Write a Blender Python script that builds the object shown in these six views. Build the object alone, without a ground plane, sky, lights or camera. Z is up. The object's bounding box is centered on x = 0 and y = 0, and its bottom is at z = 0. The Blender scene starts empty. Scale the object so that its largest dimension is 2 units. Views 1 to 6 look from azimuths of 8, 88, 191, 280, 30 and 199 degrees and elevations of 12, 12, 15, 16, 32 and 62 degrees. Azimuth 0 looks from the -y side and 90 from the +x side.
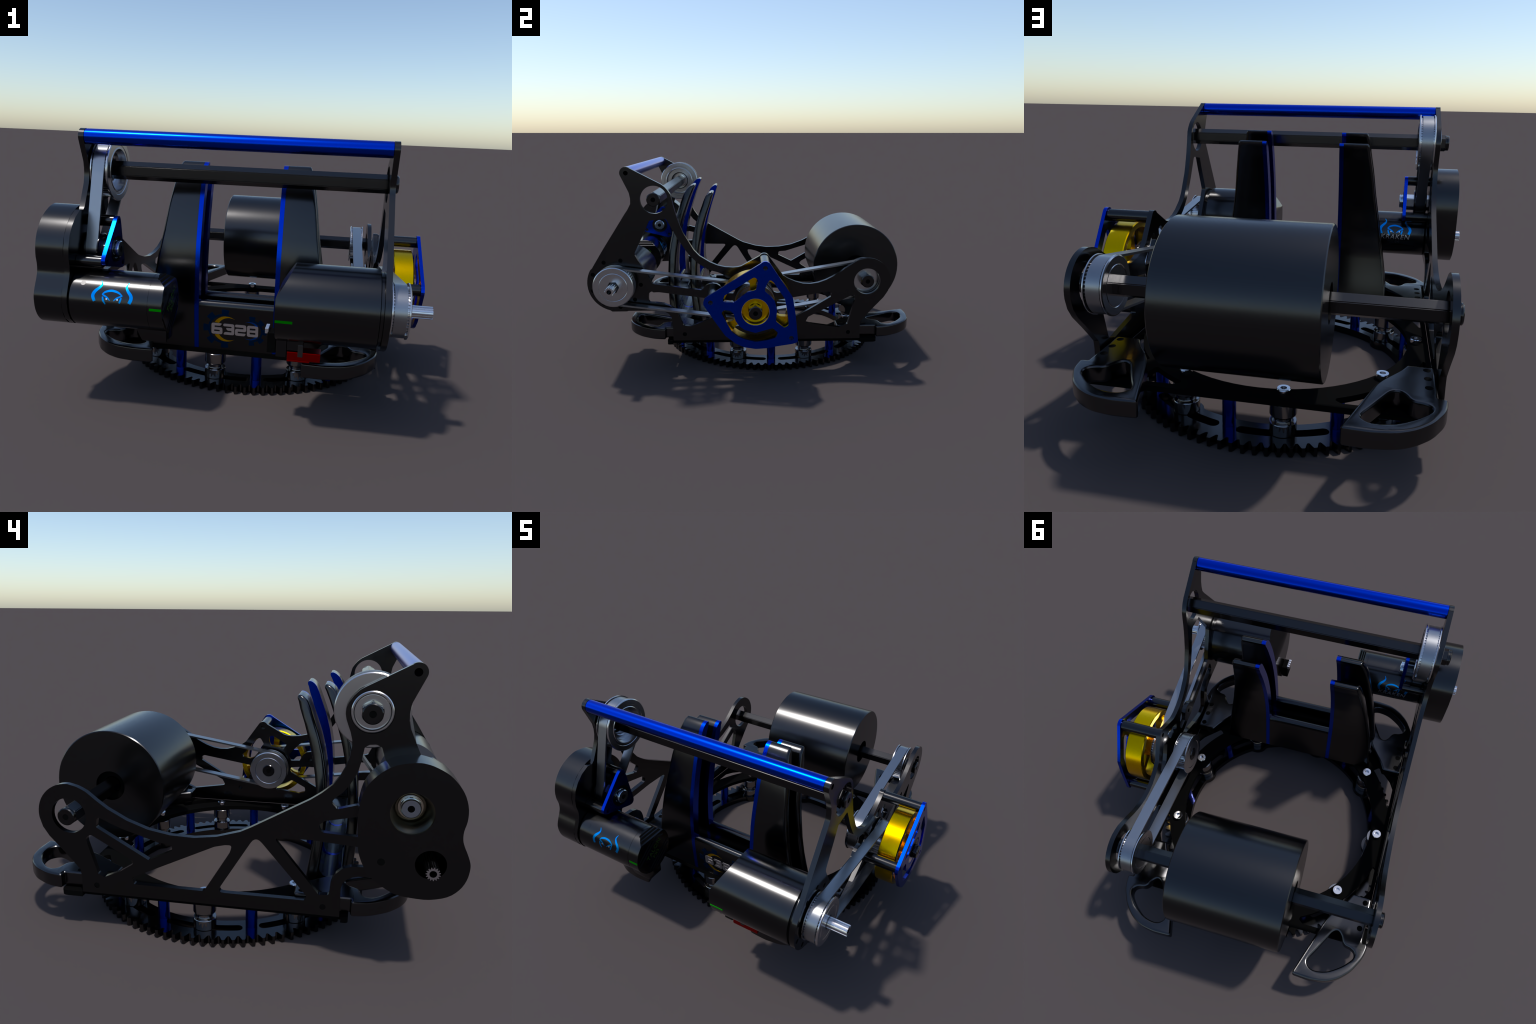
import bpy, bmesh, math
from math import sin, cos, pi, radians, hypot, atan2
from mathutils import Vector, Matrix

# ------------------------------------------------------------------ measures
CX, CY = -0.0344, 0.0978            # centre of the turret ring
XR, XRI = 0.6555, 0.6310            # right side plate: outer and inner face
XL, XLI = -0.7245, -0.7000          # left side plate: outer and inner face
TUBE = (-0.740, 1.211)              # axes as (y, z)
TOPS = (-0.587, 1.060)
REAR = (0.679, 0.559)
FLY = (-0.004, 0.446)
MOT60 = (-0.830, 0.557)
MOT44 = (-0.8334, 0.5065)
GBX = (-0.748, 0.713)

# ------------------------------------------------------------------ materials
def material(name, col, rough=0.25, metal=1.0, grain=0.0, spec=0.5):
    m = bpy.data.materials.new(name)
    m.use_nodes = True
    nt = m.node_tree
    b = nt.nodes["Principled BSDF"]
    b.inputs["Base Color"].default_value = (*col, 1)
    b.inputs["Metallic"].default_value = metal
    b.inputs["Specular IOR Level"].default_value = spec
    b.inputs["Roughness"].default_value = rough
    if grain:
        tc = nt.nodes.new("ShaderNodeTexCoord")
        nz = nt.nodes.new("ShaderNodeTexNoise")
        nz.inputs["Scale"].default_value = 9.0
        nz.inputs["Detail"].default_value = 3.0
        mr = nt.nodes.new("ShaderNodeMapRange")
        mr.inputs["To Min"].default_value = rough - grain
        mr.inputs["To Max"].default_value = rough + grain
        nt.links.new(tc.outputs["Object"], nz.inputs["Vector"])
        nt.links.new(nz.outputs["Fac"], mr.inputs["Value"])
        nt.links.new(mr.outputs["Result"], b.inputs["Roughness"])
    return m

M_BLACK = material("black_anodised", (0.054, 0.054, 0.056), 0.20, grain=0.012)
M_ROLL = material("dark_roller_rubber", (0.060, 0.060, 0.062), 0.23, grain=0.012)
M_BRACK = material("black_polished", (0.070, 0.070, 0.073), 0.20)
M_VOID = material("matt_black", (0.002, 0.002, 0.002), 0.9, 0.0, spec=0.05)
M_GEAR = material("dark_gear_steel", (0.07, 0.07, 0.073), 0.16)
M_GREY = material("belt_grey", (0.33, 0.34, 0.36), 0.30, grain=0.02)
M_SILVER = material("brushed_aluminium", (0.62, 0.62, 0.64), 0.22, grain=0.02)
M_STEEL = material("polished_steel", (0.72, 0.72, 0.74), 0.14)
M_ROLLER = material("bearing_steel", (0.30, 0.29, 0.285), 0.14)
M_BRASS = material("bronze_bearing", (0.58, 0.52, 0.42), 0.22)
M_DIM = material("dark_bronze", (0.16, 0.14, 0.10), 0.25)
M_BLUE = material("blue_anodised", (0.0, 0.040, 0.56), 0.22)
M_GOLD = material("yellow_anodised", (0.95, 0.56, 0.0), 0.24)
M_ICE = material("pale_blue_steel", (0.50, 0.60, 0.72), 0.18)
M_RED = material("red_connector", (0.40, 0.0, 0.0), 0.3)  # red lowered below its measured tone to match the dim, unlit connector face
M_GREEN = material("green_mark", (0.0, 0.75, 0.0), 0.3)
M_LEAF = material("dim_green_print", (0.10, 0.30, 0.03), 0.35)
M_LOGO_B = material("logo_dark_blue", (0.0, 0.035, 0.13), 0.3)
M_LOGO_C = material("logo_blue", (0.0, 0.10, 0.60), 0.3)
M_LOGO_Y = material("logo_yellow", (0.85, 0.50, 0.0), 0.3)
M_WHITE = material("white_print", (0.85, 0.82, 0.84), 0.3)
M_MARK = material("bright_blue_print", (0.0, 0.33, 0.95), 0.3)
M_CAP = material("dark_grey_plastic", (0.10, 0.10, 0.10), 0.3)

# ------------------------------------------------------------------ helpers
ROOT = bpy.data.objects.new("turret_shooter", None)
ROOT.empty_display_size = 0.2
bpy.context.scene.collection.objects.link(ROOT)
ROOT["label"] = "black and blue robot ball shooter on a round geared turret"
ROOT["category"] = "robot mechanism"


def finish(bm, name, mat, parent=None, angle=32, doubles=1e-5):
    if doubles:
        bmesh.ops.remove_doubles(bm, verts=bm.verts, dist=doubles)
    bmesh.ops.recalc_face_normals(bm, faces=bm.faces)
    lo = Vector([min(v.co[i] for v in bm.verts) for i in range(3)])
    hi = Vector([max(v.co[i] for v in bm.verts) for i in range(3)])
    c = (lo + hi) / 2
    for v in bm.verts:
        v.co -= c
    me = bpy.data.meshes.new(name)
    bm.to_mesh(me)
    bm.free()
    me.materials.append(mat)
    me.shade_smooth()
    me.set_sharp_from_angle(angle=radians(angle))
    o = bpy.data.objects.new(name, me)
    bpy.context.scene.collection.objects.link(o)
    o.location = c
    attach(o, parent)
    return o


def attach(o, parent):
    p = parent or ROOT
    o.parent = p
    bpy.context.view_layer.update()
    o.matrix_parent_inverse = p.matrix_world.inverted()


def again(o, name, offset, parent=None, rot=None):
    """A further copy of a part, sharing its mesh."""
    c = o.copy()
    c.name = name
    bpy.context.scene.collection.objects.link(c)
    c.location = o.location + Vector(offset)
    if rot:
        c.rotation_euler = rot
    attach(c, parent)
    return c


AXES = {"x": lambda a, b, h: (h, a, b), "z": lambda a, b, h: (a, b, h), "y": lambda a, b, h: (a, -h, b)}


def circle(c, r, n=32, a0=0.0):
    return [(c[0] + r * cos(a0 + 2 * pi * i / n), c[1] + r * sin(a0 + 2 * pi * i / n)) for i in range(n)]


def arc(c, r, a0, a1, n=8):
    return [(c[0] + r * cos(radians(a0 + (a1 - a0) * i / n)), c[1] + r * sin(radians(a0 + (a1 - a0) * i / n))) for i in range(n + 1)]


def rounded(pts, r=0.012, n=5):
    """Round every corner of a closed polygon (points may carry a radius of their own)."""
    out, N = [], len(pts)
    for i in range(N):
        p, q, s = pts[i - 1], pts[i], pts[(i + 1) % N]
        rr = q[2] if len(q) > 2 else r
        P, Q, S = Vector(p[:2]), Vector(q[:2]), Vector(s[:2])
        a, b = P - Q, S - Q
        la, lb = a.length, b.length
        if rr <= 0 or la < 1e-6 or lb < 1e-6:
            out.append((Q.x, Q.y)); continue
        ang = a.angle(b)
        if ang > radians(176):
            out.append((Q.x, Q.y)); continue
        t = min(rr / math.tan(ang / 2), 0.48 * la, 0.48 * lb)
        A, B = Q + a * (t / la), Q + b * (t / lb)
        for k in range(n + 1):
            u = k / n
            w = A * (1 - u) ** 2 + Q * 2 * u * (1 - u) + B * u * u
            out.append((w.x, w.y))
    return out


def smooth(pts, n=4):
    """Closed Catmull-Rom curve through control points."""
    out, N = [], len(pts)
    for i in range(N):
        p0, p1, p2, p3 = (Vector(pts[(i + k - 1) % N][:2]) for k in range(4))
        for k in range(n):
            t = k / n
            v = 0.5 * ((2 * p1) + (p2 - p0) * t + (2 * p0 - 5 * p1 + 4 * p2 - p3) * t * t + (3 * p1 - p0 - 3 * p2 + p3) * t ** 3)
            out.append((v.x, v.y))
    return out


def sheet(outline, holes, axis, lo, hi, bevel=0.0):
    """A flat part cut from sheet: 2D outline with holes, given thickness along an axis."""
    cu = bpy.data.curves.new("tmp", "CURVE")
    cu.dimensions = "2D"
    cu.fill_mode = "BOTH"
    cu.extrude = (hi - lo) / 2 - bevel
    if bevel:
        cu.bevel_depth = bevel
        cu.bevel_resolution = 2
        cu.offset = -bevel
    for loop in [outline] + list(holes):
        s = cu.splines.new("POLY")
        s.points.add(len(loop) - 1)
        for p, q in zip(s.points, loop):
            p.co = (q[0], q[1], 0, 1)
        s.use_cyclic_u = True
    o = bpy.data.objects.new("tmp", cu)
    bpy.context.scene.collection.objects.link(o)
    dg = bpy.context.evaluated_depsgraph_get()
    me = bpy.data.meshes.new_from_object(o.evaluated_get(dg))
    bpy.data.objects.remove(o)
    bpy.data.curves.remove(cu)
    bm = bmesh.new()
    bm.from_mesh(me)
    bpy.data.meshes.remove(me)
    f = AXES[axis]
    mid = (lo + hi) / 2
    for v in bm.verts:
        v.co = f(v.co.x, v.co.y, v.co.z + mid) if axis != "y" else (v.co.x, -(v.co.z + mid), v.co.y)
    return bm


def plate(name, outline, holes, axis, lo, hi, mat, parent=None, bevel=0.0, angle=32):
    o = finish(sheet(outline, holes, axis, lo, hi, bevel), name, mat, parent, angle)
    if bevel:
        wn = o.modifiers.new("flat_faces", "WEIGHTED_NORMAL")
        wn.keep_sharp = True
        wn.weight = 100
    return o


def lathe_bm(profile, c, axis="x", n=48, closed=True):
    """Revolve (radius, height) pairs about an axis through c."""
    bm = bmesh.new()
    f = AXES[axis]
    rings = []
    for r, h in profile:
        if r < 1e-6:
            rings.append([bm.verts.new(f(c[0], c[1], h))])
        else:
            rings.append([bm.verts.new(f(c[0] + r * cos(2 * pi * i / n), c[1] + r * sin(2 * pi * i / n), h)) for i in range(n)])
    K = len(rings)
    for k in range(K if closed else K - 1):
        A, B = rings[k], rings[(k + 1) % K]
        if len(A) == 1 and len(B) == 1:
            continue
        for i in range(n):
            j = (i + 1) % n
            q = [A[0]] if len(A) == 1 else [A[i], A[j]]
            q += [B[0]] if len(B) == 1 else [B[j], B[i]]
            bm.faces.new(q)
    return bm


def lathe(name, profile, c, axis, mat, parent=None, n=48, angle=20):
    return finish(lathe_bm(profile, c, axis, n), name, mat, parent, angle, 0)


def rod(name, c, r, lo, hi, mat, parent=None, axis="x", n=32, ch=0.002, hole=0.0, depth=0.02):
    p = [(r, lo + ch), (r, hi - ch), (r - ch, hi)]
    if hole:
        p += [(hole, hi), (hole, hi - depth), (0, hi - depth), (0, lo + depth), (hole, lo + depth), (hole, lo)]
    else:
        p += [(0, hi), (0, lo)]
    p += [(r - ch, lo)]
    return lathe(name, p, c, axis, mat, parent, n)


def merge(dst, src):
    me = bpy.data.meshes.new("tmp")
    src.to_mesh(me)
    src.free()
    dst.from_mesh(me)
    bpy.data.meshes.remove(me)
    return dst


def box_bm(lo, hi, bev=0.0):
    bm = bmesh.new()
    bmesh.ops.create_cube(bm, size=1)
    for v in bm.verts:
        v.co = [lo[i] if v.co[i] < 0 else hi[i] for i in range(3)]
    if bev:
        bmesh.ops.bevel(bm, geom=bm.edges[:], offset=bev, segments=2, affect="EDGES", profile=0.5)
    return bm


def box(name, lo, hi, mat, parent=None, bev=0.003):
    return finish(box_bm(lo, hi, bev), name, mat, parent, 15)


def hex_shaft(name, c, lo, hi, mat, parent=None, R=0.0437, neck=0.016):
    """Hexagonal shaft with turned, drilled ends."""
    r2 = R * 0.90
    bm = bmesh.new()
    f = AXES["x"]
    def ring(rr, h, n=6):
        return [bm.verts.new(f(c[0] + rr * cos(2 * pi * (i + .5) / n), c[1] + rr * sin(2 * pi * (i + .5) / n), h)) for i in range(n)]
    rs = [ring(r2 * .98, lo + neck), ring(R, lo + neck + .004), ring(R, hi - neck - .004), ring(r2 * .98, hi - neck)]
    for a, b in zip(rs, rs[1:]):
        for i in range(6):
            bm.faces.new([a[i], a[(i + 1) % 6], b[(i + 1) % 6], b[i]])
    bm.faces.new(rs[0]); bm.faces.new(rs[-1])
    bmesh.ops.bevel(bm, geom=[e for e in bm.edges if abs(e.verts[0].co.x - e.verts[1].co.x) > (hi - lo) * .5], offset=.003, segments=2, affect="EDGES")
    for a, b, s in ((lo, lo + neck + .003, 1), (hi, hi - neck - .003, -1)):
        k = 0.004 * s
        merge(bm, lathe_bm([(r2 - .004, a), (r2, a + k), (r2, a + 2.2 * k), (r2 - .003, a + 2.4 * k), (r2 - .003, a + 2.9 * k), (r2, a + 3.1 * k), (r2, b), (0, b), (0, a + .012 * s), (.0135, a + .012 * s), (.0135, a)], c, "x", 32))
    o = finish(bm, name, mat, parent, 20)
    for xa in (lo + .001, hi - .002):
        plate("shaft_bore", circle(c, .0137, 18), [], "x", xa, xa + .001, M_VOID, o if parent is None else parent)
    return o


def hull_loop(c1, r1, c2, r2, n=28):
    """Outline of an open belt round two wheels."""
    d = Vector(c2) - Vector(c1)
    base = degrees(atan2(d.y, d.x))
    off = degrees(math.acos((r1 - r2) / d.length))
    return arc(c2, r2, base - off, base + off, n) + arc(c1, r1, base + off, base + 360 - off, n)


def degrees(a):
    return a * 180 / pi


def belt(name, c1, r1, c2, r2, lo, hi, parent=None, t=0.010):
    return plate(name, hull_loop(c1, r1, c2, r2), [hull_loop(c1, r1 - t, c2, r2 - t)], "x", lo, hi, M_GREY, parent)


def pulley(name, c, r, lo, hi, parent=None, mat=None, hub=0.0, teeth=44, recess=0.0, bore=0.0):
    """Toothed drum between two flanges; r is the flange radius."""
    mat = mat or M_SILVER
    fl = 0.008
    rd = r - 0.0165
    prof = []
    inner = bore if bore else 0.0
    if recess:
        p = [(inner, lo + .01), (recess, lo + .01), (recess, lo), (r - .004, lo), (r, lo + .003), (r, lo + fl), (rd - .006, lo + fl), (rd - .006, hi - fl), (r, hi - fl), (r, hi - .003), (r - .004, hi),
             (r * .8, hi), (r * .79, hi - .002), (r * .72, hi - .002), (r * .70, hi), (recess, hi), (recess - .004, hi - .036), (inner + .006, hi - .036), (inner, hi - .042)]
    else:
        p = [(inner, lo), (r * .68, lo), (r * .70, lo + .0015), (r * .72, lo), (r - .005, lo), (r, lo + .003), (r, lo + fl), (rd - .006, lo + fl), (rd - .006, hi - fl), (r, hi - fl), (r, hi - .003), (r - .005, hi), (r * .72, hi), (r * .70, hi - .0015), (r * .68, hi), (inner, hi)]
    bm = lathe_bm(p, c, "x", 56)
    ring = []
    for i in range(teeth):
        for k, rr in ((-.32, rd - .007), (-.18, rd), (.18, rd), (.32, rd - .007)):
            a = 2 * pi * (i + k) / teeth
            ring.append((c[0] + rr * cos(a), c[1] + rr * sin(a)))
    merge(bm, sheet(ring, [circle(c, rd - .012, 40)], "x", lo + fl - .001, hi - fl + .001))
    return finish(bm, name, mat, parent, 20, 0)


# ------------------------------------------------------------------ turret ring and base
def ring_gear():
    n, ri, ro = 100, 0.6900, 0.7200
    CY = 0.1030
    out = []
    for i in range(n):
        for k, rr in ((-.36, ri + .004), (-.17, ro - .003), (-.12, ro), (.12, ro), (.17, ro - .003), (.36, ri + .004), (.42, ri), (.58, ri)):
            a = 2 * pi * (i + .5 + k) / n
            out.append((CX + rr * cos(a), CY + rr * sin(a)))
    inner = []
    for i in range(288):
        a = 2 * pi * i / 288
        d = (degrees(a) - 20 + 20) % 40 - 20
        d = radians(d)
        r = 0.563
        disc = 0.070 ** 2 - (0.6088 * sin(d)) ** 2
        if disc > 0:
            r = min(r, 0.6088 * cos(d) - math.sqrt(disc))
        inner.append((CX + r * cos(a), CY + r * sin(a)))
    holes = [inner]
    c = (CX, CY)
    for k in range(9):
        for s in (1, -1):
            a = 40 * k
            a0, a1 = a + s * 5.5, a + s * 15.2
            rm, hw = 0.624, 0.0225
            A, B = arc(c, rm + hw, a0, a1, 6), arc(c, rm - hw, a1, a0, 6)
            e1 = arc((c[0] + rm * cos(radians(a1)), c[1] + rm * sin(radians(a1))), hw, a1, a1 + s * 180, 8)[1:-1]
            e0 = arc((c[0] + rm * cos(radians(a0)), c[1] + rm * sin(radians(a0))), hw, a0 + s * 180, a0 + s * 360, 8)[1:-1]
            holes.append(A + e1 + B + e0)
    return plate("ring_gear", out, holes, "z", 0.0, 0.0370, M_GEAR)


GEAR = ring_gear()


def base_plate():
    hx, y0, y1 = 0.6900, -0.540, 0.750
    def side(s):
        x, xi = CX + s * hx, CX + s * (hx - 0.0255)
        return x, xi
    xr, xri = side(1)
    xl, xli = side(-1)
    out = rounded([(xl, y0, .03), (xr, y0, .03), (xr, -.509, .002), (xri, -.509, .002), (xri, .647, .002), (xr, .647, .002), (xr, y1, .03), (xl, y1, .03), (xl, .647, .002), (xli, .647, .002), (xli, -.509, .002), (xl, -.509, .002)], .002)
    holes = [circle((CX, CY), 0.573, 72)]
    for sx in (1, -1):
        for sy in (1, -1):
            def m(p):
                return (CX + sx * p[0], CY + sy * p[1])
            # windows between the round inner ring and the square frame
            arcA = [(.662 * sin(radians(a)), .662 * cos(radians(a))) for a in range(27, 43, 3)]
            A = [(.300, .605), (.325, .622), (.455, .622), (.475, .600)] + [(p[0], p[1]) for p in reversed(arcA)]
            arcB = [(.662 * cos(radians(a)), .662 * sin(radians(a))) for a in range(17, 43, 3)]
            B = [(.645, .205), (.645, .335), (.620, .380), (.535, .465)] + [(p[0], p[1]) for p in reversed(arcB)]
            holes.append(rounded([m(p) for p in A], .012, 3))
            holes.append(rounded([m(p) for p in B], .010, 3))
    return plate("base_plate", out, holes, "z", 0.168, 0.1925, M_VOID)  # pure black without gloss: unlit look of overlapping faces put into the colour


BASE = base_plate()

a0 = radians(20)
P0 = (CX + .6088 * cos(a0), CY + .6088 * sin(a0))
roller0 = lathe("guide_roller", [(0, .168), (.051, .168), (.053, .166), (.053, .118), (.050, .112), (.036, .104), (.036, .0875), (.044, .0855), (.0515, .0855), (.053, .083), (.053, .0395), (.051, .0372), (0, .0372)], P0, "z", M_ROLLER, None, 40)
screw0 = lathe("cap_screw", [(0, .193), (.0265, .193), (.0268, .196), (.0268, .214), (.0245, .2175), (.0125, .2175), (.0125, .203), (0, .203)], P0, "z", M_STEEL, None, 32)
post0 = lathe("standoff_post", [(0, .0372), (.0265, .0372), (.0270, .041), (.0270, .164), (.0265, .168), (0, .168)], (CX + .6088, CY), "z", M_BLUE, None, 28)
for k in range(1, 9):
    a = radians(20 + 40 * k)
    d = (CX + .6088 * cos(a) - P0[0], CY + .6088 * sin(a) - P0[1], 0)
    again(roller0, "guide_roller", d)
    again(screw0, "cap_screw", d)
    a = radians(40 * k)
    again(post0, "standoff_post", (.6088 * (cos(a) - 1), .6088 * sin(a), 0))

# corner brackets: one outline, mirrored about the ring centre
BR = [(-.372, .996, .013), (-.480, .668, .3), (-.566, .552, .3), (-.590, .503, .014), (-.694, .503, .014), (-.694, .742, .002), (-.7265, .744, .013), (-.716, .818, .2), (-.667, .904, .2), (-.614, .955, .2), (-.554, .988, .2), (-.470, 1.0000, .2), (-.420, .9985, .2)]
BRH = [(-.437, .905), (-.470, .842), (-.505, .775), (-.530, .732), (-.556, .719), (-.579, .738), (-.594, .767), (-.612, .783), (-.640, .789), (-.664, .806), (-.664, .836), (-.636, .872), (-.600, .904), (-.545, .938), (-.482, .950), (-.448, .936)]
for sx in (-1, 1):
    for sy in (1, -1):
        def mir(p):
            x, y = p[0] - CX, p[1] - CY
            return (CX - sx * x, CY + sy * y, *p[2:])
        br = plate("corner_bracket", rounded([mir(p) for p in BR], .01), [smooth([mir(p) for p in BRH], 4)], "z", 0.1990, 0.2690, M_BRACK, None, 0.0115, 24)
        for yy in (.535, .606, .677):
            plate("bolt_hole", circle(mir((-.664, yy))[:2], .0148, 20), [], "z", .2680, .2695, M_VOID, br)

# ------------------------------------------------------------------ side plates
HUB = arc(REAR, .1415, -8, 92, 14)
TUBE_LOBE = arc(TUBE, .0355, 60, 205, 10)
BACK_LEG = [(.643, .1935), (.641, .268), (.645, .303), (.681, .346), (.725, .395), (.781, .455), (.807, .496)]
TOP_FRONT = [(-.741, 1.129), (-.727, 1.098), (-.7215, 1.065), (-.7225, 1.034)]

right_out = (BACK_LEG + HUB + [(.640, .694), (.612, .684), (.540, .638), (.510, .615), (.468, .589), (.426, .568), (.380, .552), (.334, .545), (.287, .547), (.241, .560), (.195, .580), (.165, .600)]
             + arc((.0525, .704), .0315, 30, 150, 8)
             + [(-.085, .6585), (-.105, .6535), (-.133, .651), (-.182, .654), (-.227, .665), (-.272, .685), (-.332, .723), (-.365, .759), (-.393, .807), (-.425, .862), (-.440, .900), (-.456, .946), (-.466, .980), (-.474, 1.013), (-.483, 1.055), (-.491, 1.089), (-.505, 1.111), (-.522, 1.131), (-.543, 1.147), (-.722, 1.240)]
             + TUBE_LOBE + TOP_FRONT + [(-.730, 1.020), (-.742, .998), (-.757, .977), (-.897, .764), (-.967, .652)]
             + arc(MOT60, .1705, 150, 255, 18) + [(-.863, .384), (-.774, .384), (-.768, .387), (-.629, .387), (-.575, .384), (-.548, .379), (-.528, .368), (-.511, .345), (-.504, .325), (-.503, .1935)])
W = dict(
    arm=[(-.620, .935), (-.522, .948, .02), (-.460, .832), (-.413, .758), (-.388, .724), (-.341, .678), (-.292, .646), (-.273, .636), (-.224, .622), (-.199, .611), (-.183, .598), (-.143, .558), (-.119, .527), (-.124, .502), (-.132, .490), (-.190, .493), (-.203, .520), (-.214, .538), (-.233, .550), (-.257, .554), (-.280, .549), (-.298, .540), (-.315, .517), (-.326, .512), (-.600, .551), (-.617, .557), (-.645, .614), (-.690, .689), (-.717, .737, .02), (-.651, .868)],
    low=[(-.625, .507), (-.604, .502), (-.578, .502), (-.300, .462), (-.277, .453), (-.228, .454), (-.135, .445), (-.128, .425), (-.139, .409), (-.294, .323), (-.384, .287), (-.394, .284), (-.440, .289, .02), (-.463, .349), (-.487, .394), (-.513, .412), (-.554, .431), (-.600, .437), (-.645, .438, .02), (-.640, .495)],
    ear_rear=[(.100, .617), (.069, .633, .02), (.046, .590), (.081, .534), (.110, .498), (.131, .490), (.184, .498, .015), (.186, .515), (.148, .551)],
    ear_front=[(-.001, .647), (-.018, .646), (-.103, .594, .01), (-.081, .559), (-.044, .574), (-.002, .580), (.011, .609), (.013, .637)],
    rear_slot=[(.459, .463), (.462, .487, .01), (.442, .496), (.179, .453), (.138, .446), (.130, .430), (.130, .390), (.150, .345), (.172, .333), (.205, .339), (.250, .344), (.326, .383)],
    rear_tri=[(.303, .300, .02), (.322, .336), (.361, .356), (.572, .464), (.603, .476, .02), (.608, .447), (.598, .413), (.565, .287, .02), (.514, .265, .02), (.330, .294)],
    front_tri=[(-.036, .292), (-.192, .272), (-.232, .285, .015), (-.226, .314), (-.140, .360, .02), (-.048, .312)])
right_holes = [rounded(W[k], .010) for k in W] + [circle((-.587, 1.0575), .0810, 40), circle(TUBE, .0132, 20), circle(FLY, .050, 32), circle(MOT60, .060, 32)]
for i in range(9):
    a = radians(17 + 40 * i - 20)
    right_holes.append(circle((MOT60[0] - .0 + .1455 * cos(a), MOT60[1] + .1455 * sin(a)), .0125, 14))
right_holes += [circle((y, z), .0128, 16) for y, z in ((-.433, .234), (.570, .234), (.2, .288), (-.257, .505), (.0525, .699))]
PLATE_R = plate("side_plate", right_out, right_holes, "x", XRI, XR, M_BLACK)

GB_FRONT = [(-.819, .893), (-.865, .868), (-.901, .832), (-.926, .792), (-.9385, .742), (-.940, .700), (-.932, .660), (-.933, .630), (-.940, .608), (-.953, .575), (-.966, .540), (-.968, .510), (-.960, .468), (-.938, .428), (-.898, .395), (-.835, .3775)]
left_out = (BACK_LEG + HUB + [(.635, .691), (.610, .680), (.590, .669), (.547, .634), (.500, .600), (.413, .553), (.320, .519), (.220, .501), (.116, .498), (.019, .511), (-.082, .541), (-.124, .562), (-.366, .700), (-.410, .731), (-.453, .768), (-.481, .807), (-.500, .845), (-.512, .882), (-.5185, .921), (-.5175, .951), (-.510, .981), (-.500, 1.007), (-.492, 1.030), (-.488, 1.051), (-.490, 1.075), (-.500, 1.097), (-.517, 1.121), (-.537, 1.141), (-.555, 1.152), (-.722, 1.240)]
            + TUBE_LOBE + TOP_FRONT + [(-.729, 1.003), (-.749, .959), (-.774, .905), (-.790, .890)] + GB_FRONT
            + [(-.760, .381), (-.621, .386), (-.572, .385), (-.547, .379), (-.527, .368), (-.510, .349), (-.504, .322), (-.504, .1935)])
V = dict(
    rear_slot=[(.557, .512), (.548, .562, .015), (.492, .536), (.436, .513), (.342, .484), (.275, .463), (.216, .459, .015), (.214, .430, .006), (.323, .377, .002)],
    rear_tri=[(.608, .462, .02), (.583, .474, .015), (.409, .376), (.390, .354, .015), (.458, .310), (.535, .276, .015), (.562, .290), (.603, .431)],
    low_rear=[(.405, .285, .015), (.028, .465), (-.016, .476), (-.048, .478, .03), (-.038, .443), (.078, .253, .015), (.396, .254, .010)],
    low_mid=[(-.148, .530, .03), (-.366, .275, .02), (-.358, .255, .012), (.022, .254, .02)],
    low_front=[(-.222, .526, .012), (-.375, .529), (-.560, .515), (-.625, .505), (-.630, .440), (-.590, .429), (-.540, .426), (-.507, .414), (-.480, .389), (-.468, .367), (-.461, .338), (-.457, .290, .012), (-.414, .288, .012)],
    slot=[(-.405, .597), (-.427, .615), (-.543, .640), (-.600, .648), (-.615, .600), (-.558, .557), (-.412, .566, .02)],
    arm=[(-.630, .928), (-.609, .937), (-.583, .935), (-.566, .924), (-.558, .875), (-.549, .835), (-.536, .804), (-.518, .772), (-.493, .739), (-.464, .715), (-.450, .695, .01), (-.474, .668), (-.553, .691), (-.600, .720), (-.625, .790), (-.655, .850)])
left_holes = [rounded(V[k], .012) for k in V] + [circle(TOPS, .0820, 40), circle(TUBE, .0155, 20)]
left_holes += [circle((y, z), .0128, 16) for y, z in ((-.433, .233), (.572, .232))]
left_holes += [circle((.679, .556), .0800, 36)]
PLATE_L = plate("side_plate", left_out, left_holes, "x", XL, XLI, M_BLACK)
# the right plate carries the same bearing opening at the rear shaft
bpy.data.objects.remove(PLATE_R)
PLATE_R = plate("side_plate", right_out, right_holes + [circle((.678, .5565), .0805, 36)], "x", XRI, XR, M_BLACK)

for y, z in ((-.433, .234), (.570, .234)):
    for xa in (XR - .002, XL + .0005):
        plate("bolt_hole", circle((y, z), .0127, 16), [], "x", xa, xa + .0015, M_VOID, PLATE_R if xa > 0 else PLATE_L)
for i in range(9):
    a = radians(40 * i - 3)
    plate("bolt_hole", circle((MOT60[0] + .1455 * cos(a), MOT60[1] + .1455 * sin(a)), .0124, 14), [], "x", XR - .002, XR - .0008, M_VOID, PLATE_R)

# ------------------------------------------------------------------ cross tube and shafts
rod("cross_tube", TUBE, .0345, XLI + .001, XRI - .001, M_BLUE, None, "x", 40, .001)
for xa in (XLI, XRI - .0015):
    plate("bolt_hole", circle(TUBE, .0160, 20), [], "x", xa, xa + .0015, M_VOID)
TOP_SHAFT = hex_shaft("hex_shaft", TOPS, -.772, .678, M_BLACK)
REAR_SHAFT = hex_shaft("hex_shaft", REAR, -.752, .669, M_BLACK)
FLY_SHAFT = hex_shaft("hex_shaft", FLY, .515, .914, M_BLACK, None, .0425)

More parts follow.
